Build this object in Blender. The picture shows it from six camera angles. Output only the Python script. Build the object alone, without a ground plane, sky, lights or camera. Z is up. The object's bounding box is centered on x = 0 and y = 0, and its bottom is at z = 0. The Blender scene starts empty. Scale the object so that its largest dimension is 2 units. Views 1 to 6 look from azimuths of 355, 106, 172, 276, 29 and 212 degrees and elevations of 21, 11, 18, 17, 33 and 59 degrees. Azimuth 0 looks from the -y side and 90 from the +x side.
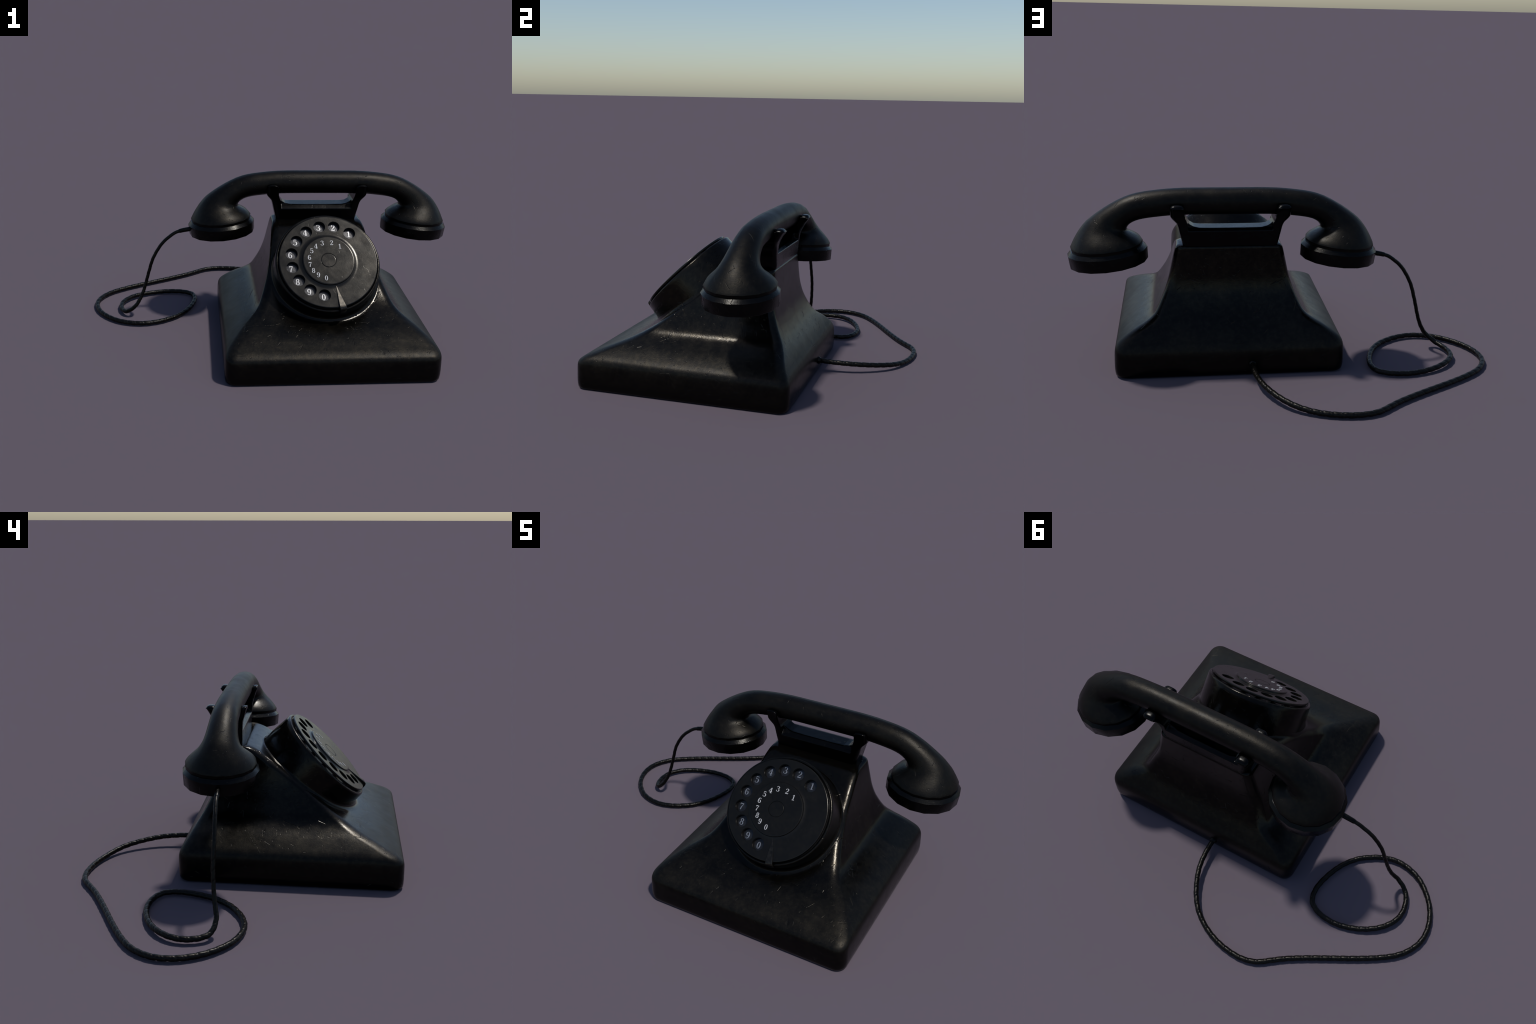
# Old black rotary desk telephone: pyramid-like bakelite body, tilted dial, cradle, handset, braided cord.
import bpy, bmesh, math, random
from mathutils import Vector, Matrix
from mathutils.bvhtree import BVHTree

random.seed(7)
CX = 0.257            # symmetry plane of the body

# ------------------------------------------------------------------ helpers
def pchip(table, z):
    """monotone cubic interpolation of [(z, value), ...]"""
    xs = [a for a, _ in table]; ys = [b for _, b in table]; n = len(xs)
    if z <= xs[0]: return ys[0]
    if z >= xs[-1]: return ys[-1]
    h = [xs[i+1]-xs[i] for i in range(n-1)]
    d = [(ys[i+1]-ys[i])/h[i] for i in range(n-1)]
    m = [d[0]] + [0.0]*(n-2) + [d[-1]]
    for i in range(1, n-1):
        if d[i-1]*d[i] > 0:
            w1 = 2*h[i]+h[i-1]; w2 = h[i]+2*h[i-1]
            m[i] = (w1+w2)/(w1/d[i-1]+w2/d[i])
    i = 0
    while z > xs[i+1]: i += 1
    t = (z-xs[i])/h[i]
    return ((2*t**3-3*t*t+1)*ys[i] + (t**3-2*t*t+t)*h[i]*m[i]
            + (-2*t**3+3*t*t)*ys[i+1] + (t**3-t*t)*h[i]*m[i+1])

def catmull(pts, per):
    """centripetal-ish Catmull-Rom through tuples of any length"""
    out = []
    n = len(pts)
    for i in range(n-1):
        p0 = pts[max(i-1, 0)]; p1 = pts[i]; p2 = pts[i+1]; p3 = pts[min(i+2, n-1)]
        for k in range(per):
            t = k/per
            out.append(tuple(0.5*((2*b)+(c-a)*t+(2*a-5*b+4*c-d)*t*t+(-a+3*b-3*c+d)*t**3)
                             for a, b, c, d in zip(p0, p1, p2, p3)))
    out.append(tuple(pts[-1]))
    return out

def new_obj(name, me, mat=None, parent=None):
    ob = bpy.data.objects.new(name, me)
    bpy.context.scene.collection.objects.link(ob)
    if mat: me.materials.append(mat)
    if parent: ob.parent = parent
    return ob

def mesh_from(name, verts, faces, smooth=True):
    me = bpy.data.meshes.new(name)
    me.from_pydata([tuple(v) for v in verts], [], faces)
    bm = bmesh.new(); bm.from_mesh(me)
    bmesh.ops.recalc_face_normals(bm, faces=bm.faces)
    bm.to_mesh(me); bm.free()
    if smooth:
        for p in me.polygons: p.use_smooth = True
    return me

def sharp_by_angle(me, deg):
    bm = bmesh.new(); bm.from_mesh(me)
    lim = math.radians(deg)
    for e in bm.edges:
        if len(e.link_faces) == 2:
            e.smooth = e.calc_face_angle(0.0) < lim
    bm.to_mesh(me); bm.free()

def loft(rings, cap_start=True, cap_end=True):
    n = len(rings[0]); v = [p for r in rings for p in r]; f = []
    for i in range(len(rings)-1):
        for j in range(n):
            k = (j+1) % n
            f.append((i*n+j, i*n+k, (i+1)*n+k, (i+1)*n+j))
    if cap_start: f.append(tuple(range(n))[::-1])
    if cap_end: f.append(tuple(range((len(rings)-1)*n, len(rings)*n)))
    return v, f

def revolve(profile, seg, rx=1.0, ry=1.0, phase=0.0):
    """profile [(r, h)], axis z, both ends closed on the axis by n-gons"""
    rings = []
    for r, h in profile:
        rings.append([(r*rx*math.cos(2*math.pi*j/seg+phase), r*ry*math.sin(2*math.pi*j/seg+phase), h) for j in range(seg)])
    return loft(rings)

def rrect(cx, hw, y0, y1, r, z, nc=9, ns=10):
    """rounded rectangle loop at height z"""
    r = min(r, hw*0.95, (y1-y0)*0.48)
    cs = [(cx+hw-r, y1-r, 0), (cx-hw+r, y1-r, 90), (cx-hw+r, y0+r, 180), (cx+hw-r, y0+r, 270)]
    pts = []
    for i, (x, y, a) in enumerate(cs):
        arc = [(x+r*math.cos(math.radians(a+90*k/nc)), y+r*math.sin(math.radians(a+90*k/nc))) for k in range(nc+1)]
        pts += arc
        nx, ny, na = cs[(i+1) % 4]
        q = (nx+r*math.cos(math.radians(na)), ny+r*math.sin(math.radians(na)))
        for k in range(1, ns):
            pts.append((arc[-1][0]+(q[0]-arc[-1][0])*k/ns, arc[-1][1]+(q[1]-arc[-1][1])*k/ns))
    return [(x, y, z) for x, y in pts]

def baked(ob):
    """evaluate modifiers into a new mesh"""
    dg = bpy.context.evaluated_depsgraph_get(); dg.update()
    me = bpy.data.meshes.new_from_object(ob.evaluated_get(dg))
    ob.modifiers.clear(); old = ob.data; ob.data = me
    bpy.data.meshes.remove(old)
    return me

# ------------------------------------------------------------------ materials
def nd(nt, kind, **kw):
    n = nt.nodes.new(kind)
    for k, v in kw.items(): setattr(n, k, v)
    return n

def math_node(nt, op, a, b=None, clamp=False):
    n = nt.nodes.new('ShaderNodeMath'); n.operation = op; n.use_clamp = clamp
    for i, x in enumerate((a, b)):
        if x is None: continue
        if isinstance(x, (int, float)): n.inputs[i].default_value = x
        else: nt.links.new(x, n.inputs[i])
    return n.outputs[0]

def ramp(nt, src, stops):
    n = nt.nodes.new('ShaderNodeValToRGB')
    el = n.color_ramp.elements
    while len(el) < len(stops): el.new(0.5)
    for e, (p, c) in zip(el, stops):
        e.position = p
        e.color = (c, c, c, 1) if isinstance(c, (int, float)) else (*c, 1)
    nt.links.new(src, n.inputs[0])
    return n.outputs[0]

def bakelite(name, dark=(0.0050, 0.0046, 0.0040), dusty=(0.0240, 0.0198, 0.0130), r_low=0.12, r_high=0.46,
             ao_dist=0.28, scratch=1.0, pits=1.0, metal=0.80, grain_h=0.30, waist=False):
    m = bpy.data.materials.new(name); m.use_nodes = True
    nt = m.node_tree; L = nt.links.new
    bs = nt.nodes['Principled BSDF']; bs.inputs['Metallic'].default_value = metal
    tc = nd(nt, 'ShaderNodeTexCoord'); co = tc.outputs['Object']
    def noise(scale, detail=4.0, rough=0.6, vec=co):
        n = nd(nt, 'ShaderNodeTexNoise'); n.inputs['Scale'].default_value = scale
        n.inputs['Detail'].default_value = detail; n.inputs['Roughness'].default_value = rough
        L(vec, n.inputs['Vector']); return n.outputs['Fac']
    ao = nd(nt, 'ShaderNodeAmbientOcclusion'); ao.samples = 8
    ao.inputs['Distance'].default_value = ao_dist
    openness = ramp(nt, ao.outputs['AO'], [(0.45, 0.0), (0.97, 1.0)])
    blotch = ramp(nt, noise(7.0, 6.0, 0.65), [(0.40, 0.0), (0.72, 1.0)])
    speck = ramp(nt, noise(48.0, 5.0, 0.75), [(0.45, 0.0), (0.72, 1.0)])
    dust_and_ao = math_node(nt, 'MULTIPLY', math_node(nt, 'ADD', math_node(nt, 'MULTIPLY', blotch, 0.45), math_node(nt, 'MULTIPLY', speck, 0.55)), openness, True)  # dust blotches and specks; AO shade in hollows is painted into the colour
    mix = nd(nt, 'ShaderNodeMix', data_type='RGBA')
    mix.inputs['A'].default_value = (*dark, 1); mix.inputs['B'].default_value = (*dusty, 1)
    L(dust_and_ao, mix.inputs['Factor']); L(mix.outputs['Result'], bs.inputs['Base Color'])
    # roughness: polished in the sheltered hollows, hazed where hands and dust reach
    rn = math_node(nt, 'MULTIPLY', math_node(nt, 'SUBTRACT', noise(14.0, 5.0, 0.6), 0.5), 0.26)
    ro = math_node(nt, 'ADD', math_node(nt, 'MULTIPLY', openness, r_high-r_low), r_low)
    if waist:   # the concave waist of the body has kept its polish
        sp = nd(nt, 'ShaderNodeSeparateXYZ'); L(co, sp.inputs[0])
        pol = ramp(nt, sp.outputs['Z'], [(0.17, 0.0), (0.26, 1.0)])
        ro = math_node(nt, 'MULTIPLY', ro, math_node(nt, 'SUBTRACT', 1.0, math_node(nt, 'MULTIPLY', pol, 0.52)))
    L(math_node(nt, 'ADD', ro, rn, True), bs.inputs['Roughness'])
    # scratches: straight cell borders kept only where a mask lets them through
    def scratches(scale, width, lo, seed):
        mp = nd(nt, 'ShaderNodeMapping'); mp.inputs['Location'].default_value = (seed, seed*1.7, seed*0.6)
        mp.inputs['Rotation'].default_value = (seed*0.3, seed*0.9, seed*1.3); L(co, mp.inputs['Vector'])
        v = nd(nt, 'ShaderNodeTexVoronoi', feature='DISTANCE_TO_EDGE'); v.inputs['Scale'].default_value = scale
        L(mp.outputs[0], v.inputs['Vector'])
        line = ramp(nt, v.outputs['Distance'], [(0.0, 1.0), (width*scale, 0.0)])
        mask = ramp(nt, noise(scale*1.7, 2.0, 0.6, mp.outputs[0]), [(lo, 0.0), (lo+0.05, 1.0)])
        return math_node(nt, 'MULTIPLY', line, mask)
    s1 = scratches(8.0, 0.0016, 0.60, 3.1)
    s2 = scratches(19.0, 0.0011, 0.59, 8.7)
    vp = nd(nt, 'ShaderNodeTexVoronoi'); vp.inputs['Scale'].default_value = 46.0; L(co, vp.inputs['Vector'])
    pit = math_node(nt, 'MULTIPLY', ramp(nt, vp.outputs['Distance'], [(0.0, 1.0), (0.16, 0.0)]),
                    ramp(nt, noise(9.0, 2.0, 0.5), [(0.48, 0.0), (0.58, 1.0)]))
    grain = noise(170.0, 3.0, 0.6)
    h = math_node(nt, 'MULTIPLY', s1, -0.75*scratch)
    h = math_node(nt, 'ADD', h, math_node(nt, 'MULTIPLY', s2, -0.5*scratch))
    h = math_node(nt, 'ADD', h, math_node(nt, 'MULTIPLY', pit, -0.7*pits))
    h = math_node(nt, 'ADD', h, math_node(nt, 'MULTIPLY', grain, grain_h))
    h = math_node(nt, 'ADD', h, math_node(nt, 'MULTIPLY', noise(24.0, 3.0, 0.5), 1.6*grain_h))
    bp = nd(nt, 'ShaderNodeBump'); bp.inputs['Strength'].default_value = 0.55; bp.inputs['Distance'].default_value = 0.0022
    L(h, bp.inputs['Height']); L(bp.outputs[0], bs.inputs['Normal'])
    return m

def enamel_white(name, k=1.0):
    m = bpy.data.materials.new(name); m.use_nodes = True
    nt = m.node_tree; L = nt.links.new; bs = nt.nodes['Principled BSDF']
    tc = nd(nt, 'ShaderNodeTexCoord')
    n = nd(nt, 'ShaderNodeTexNoise'); n.inputs['Scale'].default_value = 6.0; L(tc.outputs['Object'], n.inputs['Vector'])
    c = ramp(nt, n.outputs['Fac'], [(0.3, (0.50*k, 0.50*k, 0.52*k)), (0.7, (0.72*k, 0.72*k, 0.73*k))])
    L(c, bs.inputs['Base Color']); bs.inputs['Roughness'].default_value = 0.45
    return m

def cord_cloth(name):
    m = bpy.data.materials.new(name); m.use_nodes = True
    nt = m.node_tree; L = nt.links.new; bs = nt.nodes['Principled BSDF']
    tc = nd(nt, 'ShaderNodeTexCoord')
    n = nd(nt, 'ShaderNodeTexNoise'); n.inputs['Scale'].default_value = 90.0; n.inputs['Detail'].default_value = 4.0
    L(tc.outputs['Object'], n.inputs['Vector'])
    c = ramp(nt, n.outputs['Fac'], [(0.35, (0.002, 0.002, 0.002)), (0.7, (0.010, 0.0085, 0.0058))])
    L(c, bs.inputs['Base Color']); bs.inputs['Metallic'].default_value = 0.72
    L(ramp(nt, n.outputs['Fac'], [(0.3, 0.30), (0.7, 0.46)]), bs.inputs['Roughness'])
    bp = nd(nt, 'ShaderNodeBump'); bp.inputs['Strength'].default_value = 0.4; bp.inputs['Distance'].default_value = 0.001
    L(n.outputs['Fac'], bp.inputs['Height']); L(bp.outputs[0], bs.inputs['Normal'])
    return m

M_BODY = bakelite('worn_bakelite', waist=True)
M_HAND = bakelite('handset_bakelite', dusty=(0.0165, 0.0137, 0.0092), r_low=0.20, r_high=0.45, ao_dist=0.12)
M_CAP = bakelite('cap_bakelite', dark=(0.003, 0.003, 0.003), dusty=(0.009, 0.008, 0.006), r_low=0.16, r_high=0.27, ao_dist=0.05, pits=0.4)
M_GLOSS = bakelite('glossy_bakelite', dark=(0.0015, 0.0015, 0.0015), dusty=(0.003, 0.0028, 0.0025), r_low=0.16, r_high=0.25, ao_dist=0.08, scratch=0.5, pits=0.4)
M_DIAL = bakelite('dial_bakelite', dark=(0.0085, 0.0078, 0.0063), dusty=(0.0170, 0.0143, 0.0098), r_low=0.19, r_high=0.23, metal=0.62, grain_h=0.10, ao_dist=0.03, scratch=0.14, pits=0.08)
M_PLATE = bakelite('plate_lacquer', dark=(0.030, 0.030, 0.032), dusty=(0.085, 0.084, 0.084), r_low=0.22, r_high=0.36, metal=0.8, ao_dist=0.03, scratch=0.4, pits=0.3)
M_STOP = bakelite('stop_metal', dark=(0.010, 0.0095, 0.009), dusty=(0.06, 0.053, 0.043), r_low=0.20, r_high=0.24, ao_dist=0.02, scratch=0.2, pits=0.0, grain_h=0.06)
M_WHITE = enamel_white('numeral_enamel', 0.62)
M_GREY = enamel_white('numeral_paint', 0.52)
M_GREY.node_tree.nodes['Principled BSDF'].inputs['Metallic'].default_value = 0.75
M_GREY.node_tree.nodes['Principled BSDF'].inputs['Roughness'].default_value = 0.34
M_CORD = cord_cloth('cord_cloth')

# ------------------------------------------------------------------ root
root = bpy.data.objects.new('rotary_telephone', None)
bpy.context.scene.collection.objects.link(root)
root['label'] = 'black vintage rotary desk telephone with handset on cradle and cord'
root['category'] = 'telephone'

# ------------------------------------------------------------------ body shell
HW = [(0, .527), (.008, .534), (.05, .538), (.105, .537), (.125, .5355), (.140, .532), (.152, .526), (.165, .514), (.180, .495),
      (.210, .450), (.240, .395), (.258, .369), (.276, .352), (.300, .338), (.327, .325), (.380, .302), (.440, .283),
      (.520, .265), (.560, .256), (.575, .251), (.583, .246), (.588, .239), (.590, .232)]
YF = [(0, -.748), (.008, -.755), (.05, -.7575), (.105, -.757), (.122, -.755), (.135, -.749), (.147, -.736), (.158, -.718), (.170, -.690),
      (.193, -.638), (.240, -.520), (.270, -.464), (.300, -.418), (.341, -.366), (.380, -.317), (.440, -.238), (.481, -.180),
      (.507, -.140), (.537, -.098), (.558, -.066), (.572, -.042), (.582, -.020), (.588, .000), (.590, .012)]
YR = [(0, .289), (.008, .296), (.05, .300), (.100, .300), (.120, .298), (.150, .288), (.180, .269), (.210, .250), (.240, .230),
      (.276, .208), (.327, .183), (.380, .164), (.440, .153), (.520, .148), (.560, .1465), (.575, .146), (.584, .143), (.588, .138), (.590, .132)]
RC = [(0, .050), (.10, .056), (.15, .052), (.19, .046), (.26, .044), (.40, .042), (.56, .040), (.59, .034)]
levels = sorted(set([0, .003, .008, .02] + [.03+.012*i for i in range(7)] + [.114+.004*i for i in range(20)]
                    + [.194+.008*i for i in range(20)] + [.354+.012*i for i in range(17)]
                    + [.556, .562, .567, .572, .576, .580, .583, .5855, .5875, .589, .590]))
rings = [rrect(CX, pchip(HW, z), pchip(YF, z), pchip(YR, z), pchip(RC, z), z, 9, 14) for z in levels]
v, f = loft(rings)
me = mesh_from('body', v, f)
sharp_by_angle(me, 50)
body = new_obj('body', me, M_BODY, root)
bm = bmesh.new(); bm.from_mesh(me); BVH = BVHTree.FromBMesh(bm); bm.free()

# ------------------------------------------------------------------ dial frame (tilted 45 degrees)
S = math.sqrt(.5)
DIAL = Matrix(((1, 0, 0, .2575), (0, S, -S, -.398), (0, S, S, .514), (0, 0, 0, 1)))
NRM = Vector((0, -S, S))

# housing drum grows out of the front slope
SEG = 128
RIM = [(.2535, -.040), (.2545, -.031), (.2575, -.0275), (.2640, -.0275), (.2685, -.0300), (.2700, -.0345)]
R0 = .270
RW = R0+.004
def drop_to_body(a, r):
    o = DIAL @ Vector((r*math.cos(a), r*math.sin(a), -.0345))
    hit = BVH.ray_cast(o, -NRM, 0.5)
    return hit[3] if hit[0] else None
def smooth_ring(d, times):
    for _ in range(times):
        d = [(d[j-1]+2*d[j]+d[(j+1) % SEG])/4 for j in range(SEG)]
    return d
angles = [2*math.pi*j/SEG for j in range(SEG)]
# fillet size: generous below, tight towards the top
fil = [.009+.031*(.5-.5*math.sin(a))**2 for a in angles]
d0 = [drop_to_body(a, RW) for a in angles]
big = max(d for d in d0 if d is not None)
d0 = smooth_ring([d if d is not None else big for d in d0], 2)
d2 = []
for j, a in enumerate(angles):
    d = drop_to_body(a, RW+fil[j])
    d2.append(min(max(d if d is not None else d0[j]+.03, d0[j]-.03), d0[j]+.03))
d2 = smooth_ring(d2, 2)
wall, curve = 8, 10
vr = [[] for _ in range(len(RIM)+wall+curve+2)]
for j, a in enumerate(angles):
    c, s = math.cos(a), math.sin(a)
    put = lambda i, r, d: vr[i].append(DIAL @ Vector((r*c, r*s, -.0345-d)))
    for i, (r, h) in enumerate(RIM):
        put(i, r, -.0345-h)
    F = min(fil[j], d0[j]-.012); b = len(RIM)
    for i in range(1, wall+1):
        t = i/wall
        put(b+i-1, R0+(RW-R0)*t, (d0[j]-F)*t)
    P = ((RW, d0[j]-F), (RW, d0[j]), (RW+fil[j], d2[j]-.0004))
    for i in range(1, curve+1):
        t = i/curve
        r, d = [(1-t)**2*P[0][k]+2*t*(1-t)*P[1][k]+t*t*P[2][k] for k in (0, 1)]
        put(b+wall+i-1, r, d)
    put(b+wall+curve, RW+fil[j]+.004, d2[j]+.006)
    put(b+wall+curve+1, R0-.01, max(d0[j], d2[j])+.03)
v, f = loft(vr, cap_start=False, cap_end=True)
me = mesh_from('dial_housing', v, f); sharp_by_angle(me, 60)
housing = new_obj('dial_housing', me, M_BODY, root)

# number plate under the wheel is the dial's base mesh
v, f = revolve([(.254, -.044), (.254, -.033), (.252, -.031), (.10, -.031)], 96)
me = mesh_from('dial', v, f); sharp_by_angle(me, 40)
dial = new_obj('dial', me, M_PLATE, root); dial.matrix_world = DIAL

# finger wheel with ten holes
def wheel_profile():
    return [(.02, -.0225), (.2490, -.0225), (.2520, -.0205), (.2530, -.0180), (.2530, -.0135), (.2520, -.0112), (.2495, -.0100), (.2482, -.0100), (.1540, -.0100),
            (.152, -.0100), (.145, -.0094), (.139, -.0080), (.134, -.0062), (.02, -.0060)]
HOLE_ANG = [52.2] + [78.2+22.65*k for k in range(9)]
HOLE_R = .1925; HC = (.003, .004)
hole_pos = [(HC[0]+HOLE_R*math.cos(math.radians(a)), HC[1]+HOLE_R*math.sin(math.radians(a))) for a in HOLE_ANG]
v, f = revolve(wheel_profile(), 144)
me = mesh_from('finger_wheel', v, f)
wheel = new_obj('finger_wheel', me, M_DIAL)
cv, cf = [], []
for (hx, hy) in hole_pos:
    b = len(cv); k = 44
    # countersunk cutter: slightly wider at the top face
    rr = [(.0300, -.05), (.0300, -.0130), (.0301, -.0115), (.0312, -.0096), (.0316, -.004), (.0316, .02)]
    vv, ff = revolve(rr, k)
    cv += [(x+hx, y+hy, z) for x, y, z in vv]; cf += [tuple(i+b for i in q) for q in ff]
cut = new_obj('cutter', mesh_from('cutter', cv, cf))
md = wheel.modifiers.new('holes', 'BOOLEAN'); md.object = cut; md.operation = 'DIFFERENCE'; md.solver = 'EXACT'
me = baked(wheel)
bpy.data.objects.remove(cut)
for p in me.polygons: p.use_smooth = True
sharp_by_angle(me, 32)
wheel.parent = dial

# raised centre disc with the card ring and centre button
v, f = revolve([(.1345, -.0130), (.1345, -.0040), (.1325, -.0010), (.1285, .0002), (.1270, .0002), (.0415, .0002), (.0405, .0002), (.0395, -.0022), (.0378, -.0022), (.0368, -.0002), (.0355, .0004), (.0345, .0004), (.010, .0004)], 112)
me = mesh_from('dial_centre', v, f); sharp_by_angle(me, 35)
centre = new_obj('dial_centre', me, M_DIAL, dial)

# finger stop: a wedge lying over the wheel, hooked over the rim
def stop_mesh():
    prof = [  # (radius along the stop, half width, underside h, top h)
        (.140, .0012, -.0120, -.0085), (.160, .0042, -.0115, -.0074), (.185, .0085, -.0110, -.0054), (.215, .0130, -.0105, -.0030),
        (.240, .0160, -.0100, -.0008), (.256, .0175, -.0095, .0004), (.265, .0178, -.0105, -.0012), (.2715, .0178, -.0160, -.0070),
        (.2745, .0168, -.0260, -.0200), (.2760, .0165, -.0420, -.0400), (.2750, .0150, -.0560, -.0560)]
    rings = []
    for i, (r, w, lo, hi) in enumerate(prof):
        # hook: past the rim the section turns downwards, so its thickness runs inwards
        inw = 0.0 if i < 6 else (0.004, .008, .0095, .0085, .006)[i-6]
        e = min(.0025, w*.4)
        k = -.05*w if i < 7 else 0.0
        rings.append([(-w, r-inw, lo), (-w, r-inw*.1, hi-e+k), (-w+e, r, hi+k), (w-e, r, hi-k), (w, r-inw*.1, hi-e-k), (w, r-inw, lo-.001)])
    return loft(rings)
v, f = stop_mesh()
me = mesh_from('finger_stop', v, f); sharp_by_angle(me, 38)
stop = new_obj('finger_stop', me, M_STOP, dial)
stop.rotation_euler = (0, 0, math.radians(282.2-90))

# numerals: thick-and-thin strokes like old engraved figures, built as small solids
def ell(cx, cy, rx, ry, wx, wy, n=28):
    return [(cx+rx*math.cos(2*math.pi*k/n), cy+ry*math.sin(2*math.pi*k/n), wy+(wx-wy)*abs(math.cos(2*math.pi*k/n))**1.3) for k in range(n+1)]
SIX = [(.52, .80, .16), (.46, .93, .10), (.34, .97, .07), (.18, .82, .17), (.10, .50, .20), (.14, .20, .19), (.32, .03, .07),
       (.50, .16, .18), (.55, .32, .19), (.48, .50, .16), (.32, .57, .07), (.17, .45, .07)]
STROKES = {
    '1': [[(.33, 0, .20), (.33, 1, .20)], [(.08, .03, .07), (.58, .03, .07)], [(.34, .96, .10), (.11, .80, .08)]],
    '2': [[(.11, .72, .18), (.13, .88, .10), (.30, .97, .08), (.50, .88, .18), (.54, .72, .20), (.42, .50, .16), (.22, .28, .10), (.08, .08, .10)],
          [(.05, .08, .16), (.57, .08, .17)], [(.57, .06, .08), (.61, .26, .06)]],
    '3': [[(.11, .78, .18), (.16, .92, .10), (.32, .97, .08), (.50, .86, .17), (.52, .74, .18), (.44, .58, .10), (.26, .53, .07)],
          [(.26, .53, .07), (.46, .48, .10), (.57, .32, .20), (.54, .16, .19), (.40, .04, .09), (.24, .03, .07), (.11, .12, .12), (.09, .24, .18)]],
    '4': [[(.42, 1, .08), (.03, .30, .08)], [(.02, .29, .10), (.68, .29, .10)], [(.46, 1, .20), (.46, 0, .20)], [(.26, .03, .06), (.66, .03, .06)]],
    '5': [[(.13, .93, .15), (.55, .93, .13)], [(.14, .96, .08), (.12, .55, .07)],
          [(.12, .55, .07), (.28, .62, .08), (.48, .54, .16), (.57, .34, .20), (.50, .14, .18), (.34, .04, .08), (.20, .03, .07), (.10, .12, .12), (.09, .24, .18)]],
    '6': [SIX],
    '7': [[(.07, .90, .17), (.58, .90, .17)], [(.08, .94, .07), (.06, .70, .06)], [(.57, .86, .08), (.40, .55, .12), (.30, .25, .19), (.29, 0, .20)]],
    '8': [ell(.32, .74, .18, .22, .17, .07), ell(.32, .27, .22, .25, .19, .07)],
    '9': [[(.64-x, 1-y, w) for x, y, w in SIX]],
    '0': [ell(.32, .5, .21, .47, .20, .07)],
}
def numeral_mesh(ch):
    V, F = [], []
    for si, st in enumerate(STROKES[ch]):
        pts = st if len(st) in (2, 29) else catmull(st, 6)
        if len(st) == 2: pts = [st[0], tuple((a+b)/2 for a, b in zip(*st)), st[1]]
        th = .03+.004*si; b = len(V); n = len(pts)
        for i, (x, y, w) in enumerate(pts):
            p, q = pts[max(i-1, 0)], pts[min(i+1, n-1)]
            if len(st) == 29 and i in (0, n-1): p, q = pts[-2], pts[1]
            dx, dy = q[0]-p[0], q[1]-p[1]; l = math.hypot(dx, dy) or 1
            ox, oy = -dy/l*w*.40, dx/l*w*.40
            V += [(x+ox-.32, y+oy-.5, 0), (x+ox-.32, y+oy-.5, th), (x-ox-.32, y-oy-.5, th), (x-ox-.32, y-oy-.5, 0)]
        for i in range(n-1):
            for k in range(4):
                m = (k+1) % 4
                F.append((b+4*i+k, b+4*i+m, b+4*(i+1)+m, b+4*(i+1)+k))
        F += [(b, b+1, b+2, b+3), (b+4*(n-1)+3, b+4*(n-1)+2, b+4*(n-1)+1, b+4*(n-1))]
    return mesh_from('numeral', V, F, smooth=False)
CARD_ANG = [50.5, 77.5, 105.9, 128.1, 148.0, 170.8, 193.3, 214.3, 233.8, 258.9]
for i, ch in enumerate('1234567890'):
    me = numeral_mesh(ch); me.materials.append(M_WHITE)
    a = math.radians(CARD_ANG[i])
    ob = new_obj('numeral', me, None, dial)
    ob.location = (.0992*math.cos(a), .0992*math.sin(a), .0003); ob.scale = (.0265, .0265, .0265)
    ob2 = ob.copy(); ob2.material_slots[0].link = 'OBJECT'; ob2.material_slots[0].material = M_GREY; bpy.context.scene.collection.objects.link(ob2)
    hx, hy = hole_pos[i]
    ob2.location = (hx*1.02-.002, hy*1.02, -.0308); ob2.scale = (.0330, .0330, .0330)

# ------------------------------------------------------------------ cradle
CC = .2515
CHW = [(.586, .220), (.593, .2225), (.610, .226), (.650, .2355), (.680, .2425), (.697, .2500), (.710, .2610), (.722, .2710), (.734, .2765), (.770, .2775), (.791, .2775)]
CYF = [(.586, .0280), (.600, .0275), (.650, .0265), (.680, .0255), (.710, .0215), (.740, .0130), (.770, .0050), (.791, -.0010)]
CYR = [(.586, .1450), (.600, .1475), (.650, .1495), (.690, .1530), (.720, .1620), (.750, .1780), (.770, .1890), (.791, .1980)]
zz = [.586+.205*i/40 for i in range(41)]
rings = [rrect(CC, pchip(CHW, z), pchip(CYF, z), pchip(CYR, z), .022, z, 6, 12) for z in zz]
v, f = loft(rings)
cradle = new_obj('cradle', mesh_from('cradle', v, f), None)
# window between the prongs, cut from front to back
win = [(.2120, .85), (.2120, .755), (.2090, .725), (.2010, .703), (.1880, .687), (.1700, .6765), (.1450, .6720), (.0800, .6712)]
loop = [(CC+x, z) for x, z in win]+[(CC-x, z) for x, z in win[::-1]]
cutA = new_obj('cutter', mesh_from('cutter', *loft([[(x, y, z) for x, z in loop] for y in (-.1, .3)])))
# bed for the handle, cut from side to side
arc = [(.0865+.0615*math.cos(math.radians(a)), .789+.0635*math.sin(math.radians(a))) for a in range(0, -181, -10)]
loop = [(.1480, .85)]+arc+[(.0250, .85)]
cutB = new_obj('cutter', mesh_from('cutter', *loft([[(x, y, z) for y, z in loop] for x in (-.2, .7)])))
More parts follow.
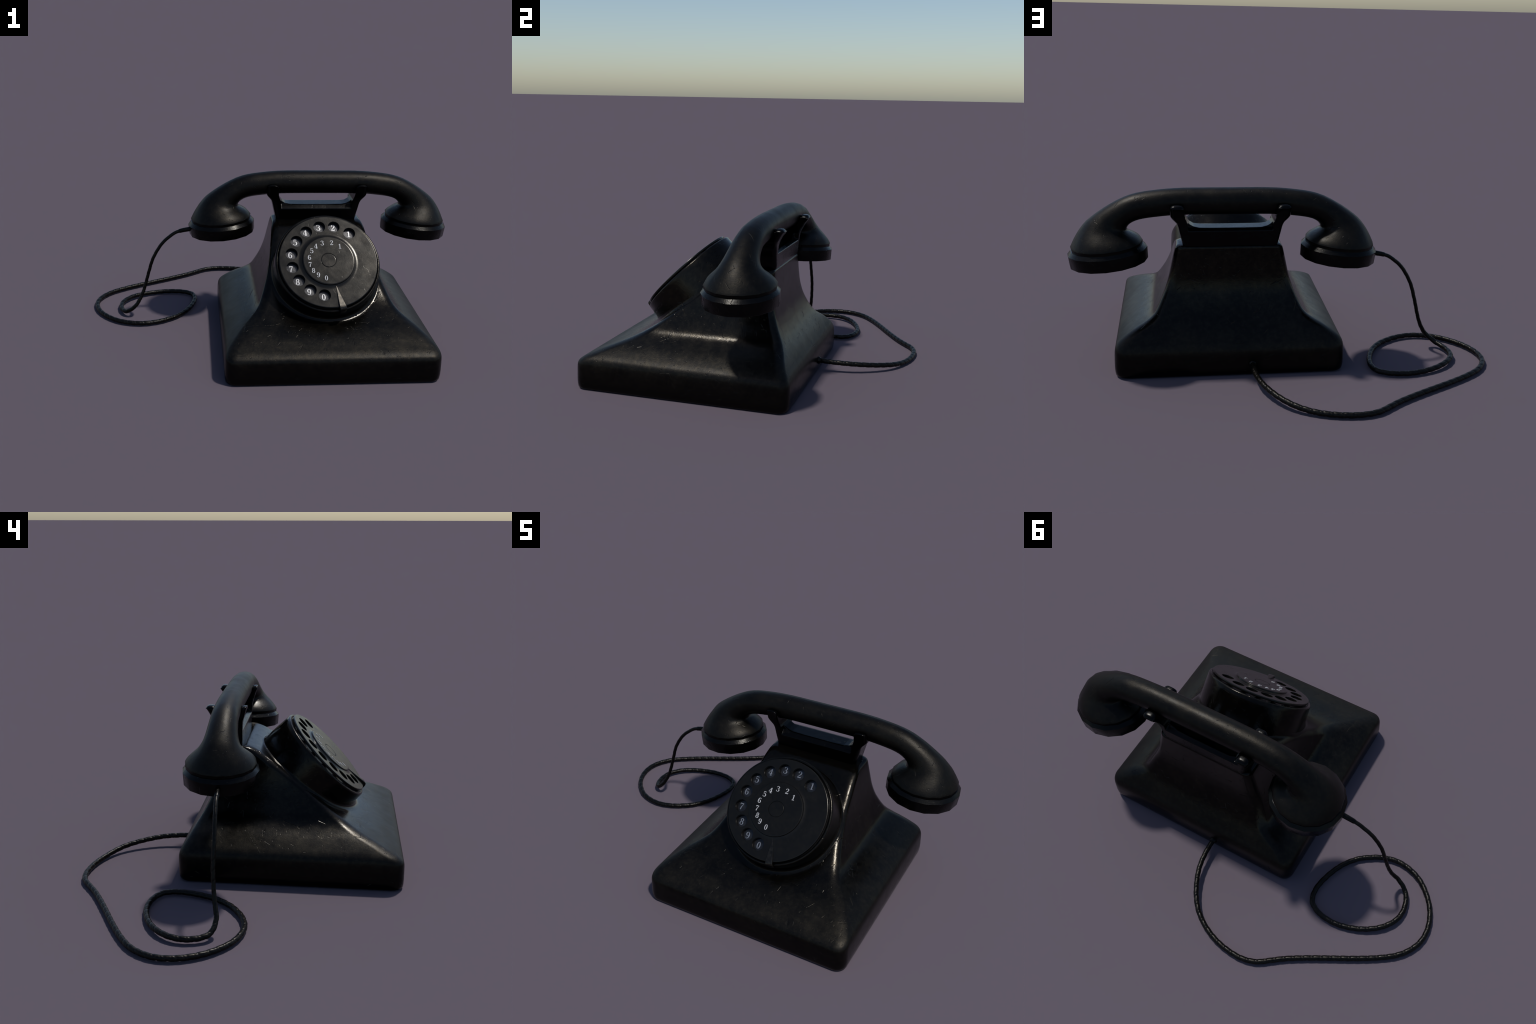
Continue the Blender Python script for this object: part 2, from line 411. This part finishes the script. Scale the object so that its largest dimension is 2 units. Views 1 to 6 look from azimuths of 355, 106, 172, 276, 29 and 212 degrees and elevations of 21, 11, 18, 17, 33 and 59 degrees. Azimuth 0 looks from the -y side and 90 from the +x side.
# the saddle between is hollowed: sloping shoulders in front and behind
def bevel_cut(sec):
    return new_obj('cutter', mesh_from('cutter', *loft([[(CC+x, y, z) for y, z in sec] for x in (-.196, .196)])))
cutC = bevel_cut([(.0, .655), (.0265, .6520), (.0520, .6735), (.0520, .72), (.0, .72)])
cutD = bevel_cut([(.20, .664), (.1500, .6610), (.1250, .6735), (.1250, .72), (.20, .72)])
for c in (cutA, cutB, cutC, cutD):
    md = cradle.modifiers.new('cut', 'BOOLEAN'); md.object = c; md.operation = 'DIFFERENCE'; md.solver = 'EXACT'
me = baked(cradle)
for c in (cutA, cutB, cutC, cutD): bpy.data.objects.remove(c)
md = cradle.modifiers.new('remesh', 'REMESH'); md.mode = 'VOXEL'; md.voxel_size = .0024
md = cradle.modifiers.new('smooth', 'SMOOTH'); md.factor = .5; md.iterations = 8
me = baked(cradle)
# domed tips on the four prongs
for vt in me.vertices:
    if vt.co.z > .752:
        px = CC+(.2448 if vt.co.x > CC else -.2448); py = .0115 if vt.co.y < .0865 else .1710
        q = (abs((vt.co.x-px)/.031)**3+abs((vt.co.y-py)/.024)**3)**(1/3)
        vt.co.z = .752+(vt.co.z-.752)*math.sqrt(max(0.42, 1-.48*q**3))
for p in me.polygons: p.use_smooth = True
me.materials.clear(); me.materials.append(M_GLOSS); cradle.parent = root

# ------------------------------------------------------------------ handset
HX, HY = .2745, .0865
# right half, each section: outer point, inner point (offset from centre, height) and half thickness front to back
half = [((0, .852), (0, .726), .063), ((.10, .852), (.10, .7258), .063), ((.19, .8515), (.195, .7250), .063), ((.27, .8475), (.262, .7222), .063),
        ((.34, .8400), (.322, .7165), .0635), ((.405, .8295), (.372, .7100), .0645), ((.465, .8100), (.409, .7010), .066),
        ((.530, .7760), (.434, .6880), .070), ((.585, .7400), (.4475, .6740), .0755), ((.632, .7030), (.4520, .6600), .086),
        ((.662, .6680), (.4420, .6500), .103), ((.686, .6310), (.4180, .6380), .130), ((.702, .6000), (.3955, .6235), .152), ((.7115, .5795), (.3815, .6075), .1630)]
secs = [((-o[0], o[1]), (-i[0], i[1]), b) for o, i, b in half[:0:-1]] + list(half)
flat = catmull([(*o, *i, b) for o, i, b in secs], 2)
NS = 16
def section(o, i, b, scale=1.0, drop=(0, 0)):
    m = ((o[0]+i[0])/2, (o[1]+i[1])/2); d = ((o[0]-i[0])/2*scale, (o[1]-i[1])/2*scale)
    return [(HX+m[0]+drop[0]+d[0]*math.cos(2*math.pi*k/NS), HY+b*scale*math.sin(2*math.pi*k/NS), m[1]+drop[1]+d[1]*math.cos(2*math.pi*k/NS)) for k in range(NS)]
NT = .087; NL = math.hypot(NT, 1)
rings = []
def lip(sgn):
    o, i, b = half[-1]
    o = (sgn*o[0], o[1]); i = (sgn*i[0], i[1])
    steps = [(1.002, .0015), (.992, .004), (.985, .022)]
    return [section(o, i, b, sc, (-sgn*NT/NL*a, -a/NL)) for sc, a in steps]
rings += lip(-1)[::-1]
for q in flat:
    rings.append(section(q[0:2], q[2:4], q[4]))
rings += lip(1)
v, f = loft(rings)
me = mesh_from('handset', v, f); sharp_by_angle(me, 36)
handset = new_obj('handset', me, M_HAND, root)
# screw-on caps: sixteen-sided, chamfered, dished underneath
prof = [(.020, .012), (.120, .012), (.150, .004), (.1790, .0), (.1806, .0030), (.1832, .0575), (.1680, .0742), (.1640, .0752), (.150, .0754)]
for name, sgn in (('mouthpiece_cap', -1), ('earpiece_cap', 1)):
    v, f = revolve(prof, 16, 1.0, .955)
    me = mesh_from(name, v, f); sharp_by_angle(me, 30)
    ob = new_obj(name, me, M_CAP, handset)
    n = Vector((sgn*NT, 0, 1)).normalized()
    xax = Vector((1, 0, 0)); xax = (xax-n*xax.dot(n)).normalized(); yax = n.cross(xax)
    c = Vector((HX+sgn*.5465, HY, .5935))-n*.0900
    ob.matrix_world = Matrix(((xax.x, yax.x, n.x, c.x), (xax.y, yax.y, n.y, c.y), (xax.z, yax.z, n.z, c.z), (0, 0, 0, 1)))

# ------------------------------------------------------------------ cord
path = [(.159, .270, .058), (.159, .304, .057), (.157, .373, .054), (.144, .450, .050), (.119, .517, .044), (.083, .582, .037), (.040, .636, .030), (-.006, .674, .023),
        (-.062, .705, .017), (-.127, .729, .0145), (-.199, .7425, .0140), (-.276, .7435, .0140), (-.345, .724, .0140), (-.402, .684, .0140),
        (-.458, .643, .0140), (-.540, .593, .0140), (-.637, .539, .0140), (-.738, .484, .0140), (-.836, .425, .0140), (-.912, .367, .0140),
        (-.960, .304, .0140), (-.983, .238, .0140), (-.981, .166, .0140), (-.957, .095, .0140), (-.914, .030, .0142), (-.848, -.030, .0145),
        (-.775, -.062, .0145), (-.701, -.070, .0145), (-.628, -.052, .0140), (-.576, -.024, .0140), (-.522, .017, .0140), (-.469, .086, .0140),
        (-.433, .172, .0140), (-.416, .256, .0140), (-.427, .320, .0140), (-.460, .352, .0140), (-.512, .370, .0140), (-.584, .373, .0140),
        (-.659, .356, .0150), (-.727, .326, .0175), (-.787, .281, .0205), (-.829, .222, .0205), (-.842, .160, .0190), (-.829, .096, .0210),
        (-.799, .055, .0320), (-.754, .040, .070), (-.722, .050, .120), (-.699, .058, .180), (-.675, .063, .268), (-.647, .062, .356), (-.598, .065, .438),
        (-.541, .070, .489), (-.503, .072, .508), (-.440, .074, .520)]
pts = [Vector(p) for p in catmull(path, 24)]
L = [0.0]
for a, b in zip(pts, pts[1:]): L.append(L[-1]+(b-a).length)
step = .0028; cnt = int(L[-1]/step); res = []; k = 0
for i in range(cnt+1):
    s = i*L[-1]/cnt
    while k < len(L)-2 and L[k+1] < s: k += 1
    res.append(pts[k].lerp(pts[k+1], (s-L[k])/(L[k+1]-L[k]) if L[k+1] > L[k] else 0))
NC = 28; up = Vector((0, 0, 1)); rings = []; sm = res[:]
total = L[-1]; frame = None
for i, p in enumerate(sm):
    t = (sm[min(i+1, cnt)]-sm[max(i-1, 0)]).normalized()
    if frame is None: frame = t.cross(up).normalized()
    frame = (frame-t*frame.dot(t)).normalized(); bi = t.cross(frame)
    s = i*total/cnt; rest = total-s
    r0 = pchip([(0, .0092), (.42, .0092), (.75, .0128), (9, .0128)], rest)
    kt = 2*math.pi/.044
    ring = []
    for j in range(NC):
        a = 2*math.pi*j/NC
        fade = min(1, rest/.5+.25)
        w = a-kt*s
        groove = (.5+.5*math.cos(w))**5 + .55*(.5+.5*math.cos(w-2.0))**12
        r = r0*(1.025-.125*fade*groove)
        ring.append(p+frame*(r*math.cos(a))+bi*(r*math.sin(a)))
    rings.append(ring)
v, f = loft(rings)
cord = new_obj('cord', mesh_from('cord', v, f), M_CORD, root)
zmin = min(q[2] for q in v)

def tube(name, path, radii, mat, parent, seg=20):
    rings = []; frame = None
    P = [Vector(p) for p in path]
    for i, p in enumerate(P):
        t = (P[min(i+1, len(P)-1)]-P[max(i-1, 0)]).normalized()
        if frame is None: frame = t.cross(Vector((0, 0, 1))).normalized()
        frame = (frame-t*frame.dot(t)).normalized(); b = t.cross(frame)
        rings.append([p+frame*(radii[i]*math.cos(2*math.pi*j/seg))+b*(radii[i]*math.sin(2*math.pi*j/seg)) for j in range(seg)])
    v, f = loft(rings)
    me = mesh_from(name, v, f); sharp_by_angle(me, 45)
    return new_obj(name, me, mat, parent)
# rubber sleeve where the cord leaves the mouthpiece, grommet where it enters the body
tube('cord_sleeve', [(-.432, .0740, .5205), (-.452, .0738, .5190), (-.480, .0732, .5140), (-.500, .0724, .5090), (-.506, .0720, .5070)], [.0130, .0128, .0122, .0116, .0092], M_CAP, cord)
tube('cord_grommet', [(.159, .285, .0570), (.159, .303, .0570), (.1588, .307, .0570), (.1586, .311, .0568)], [.0190, .0190, .0175, .0135], M_CAP, cord)
print('cord lowest', zmin)
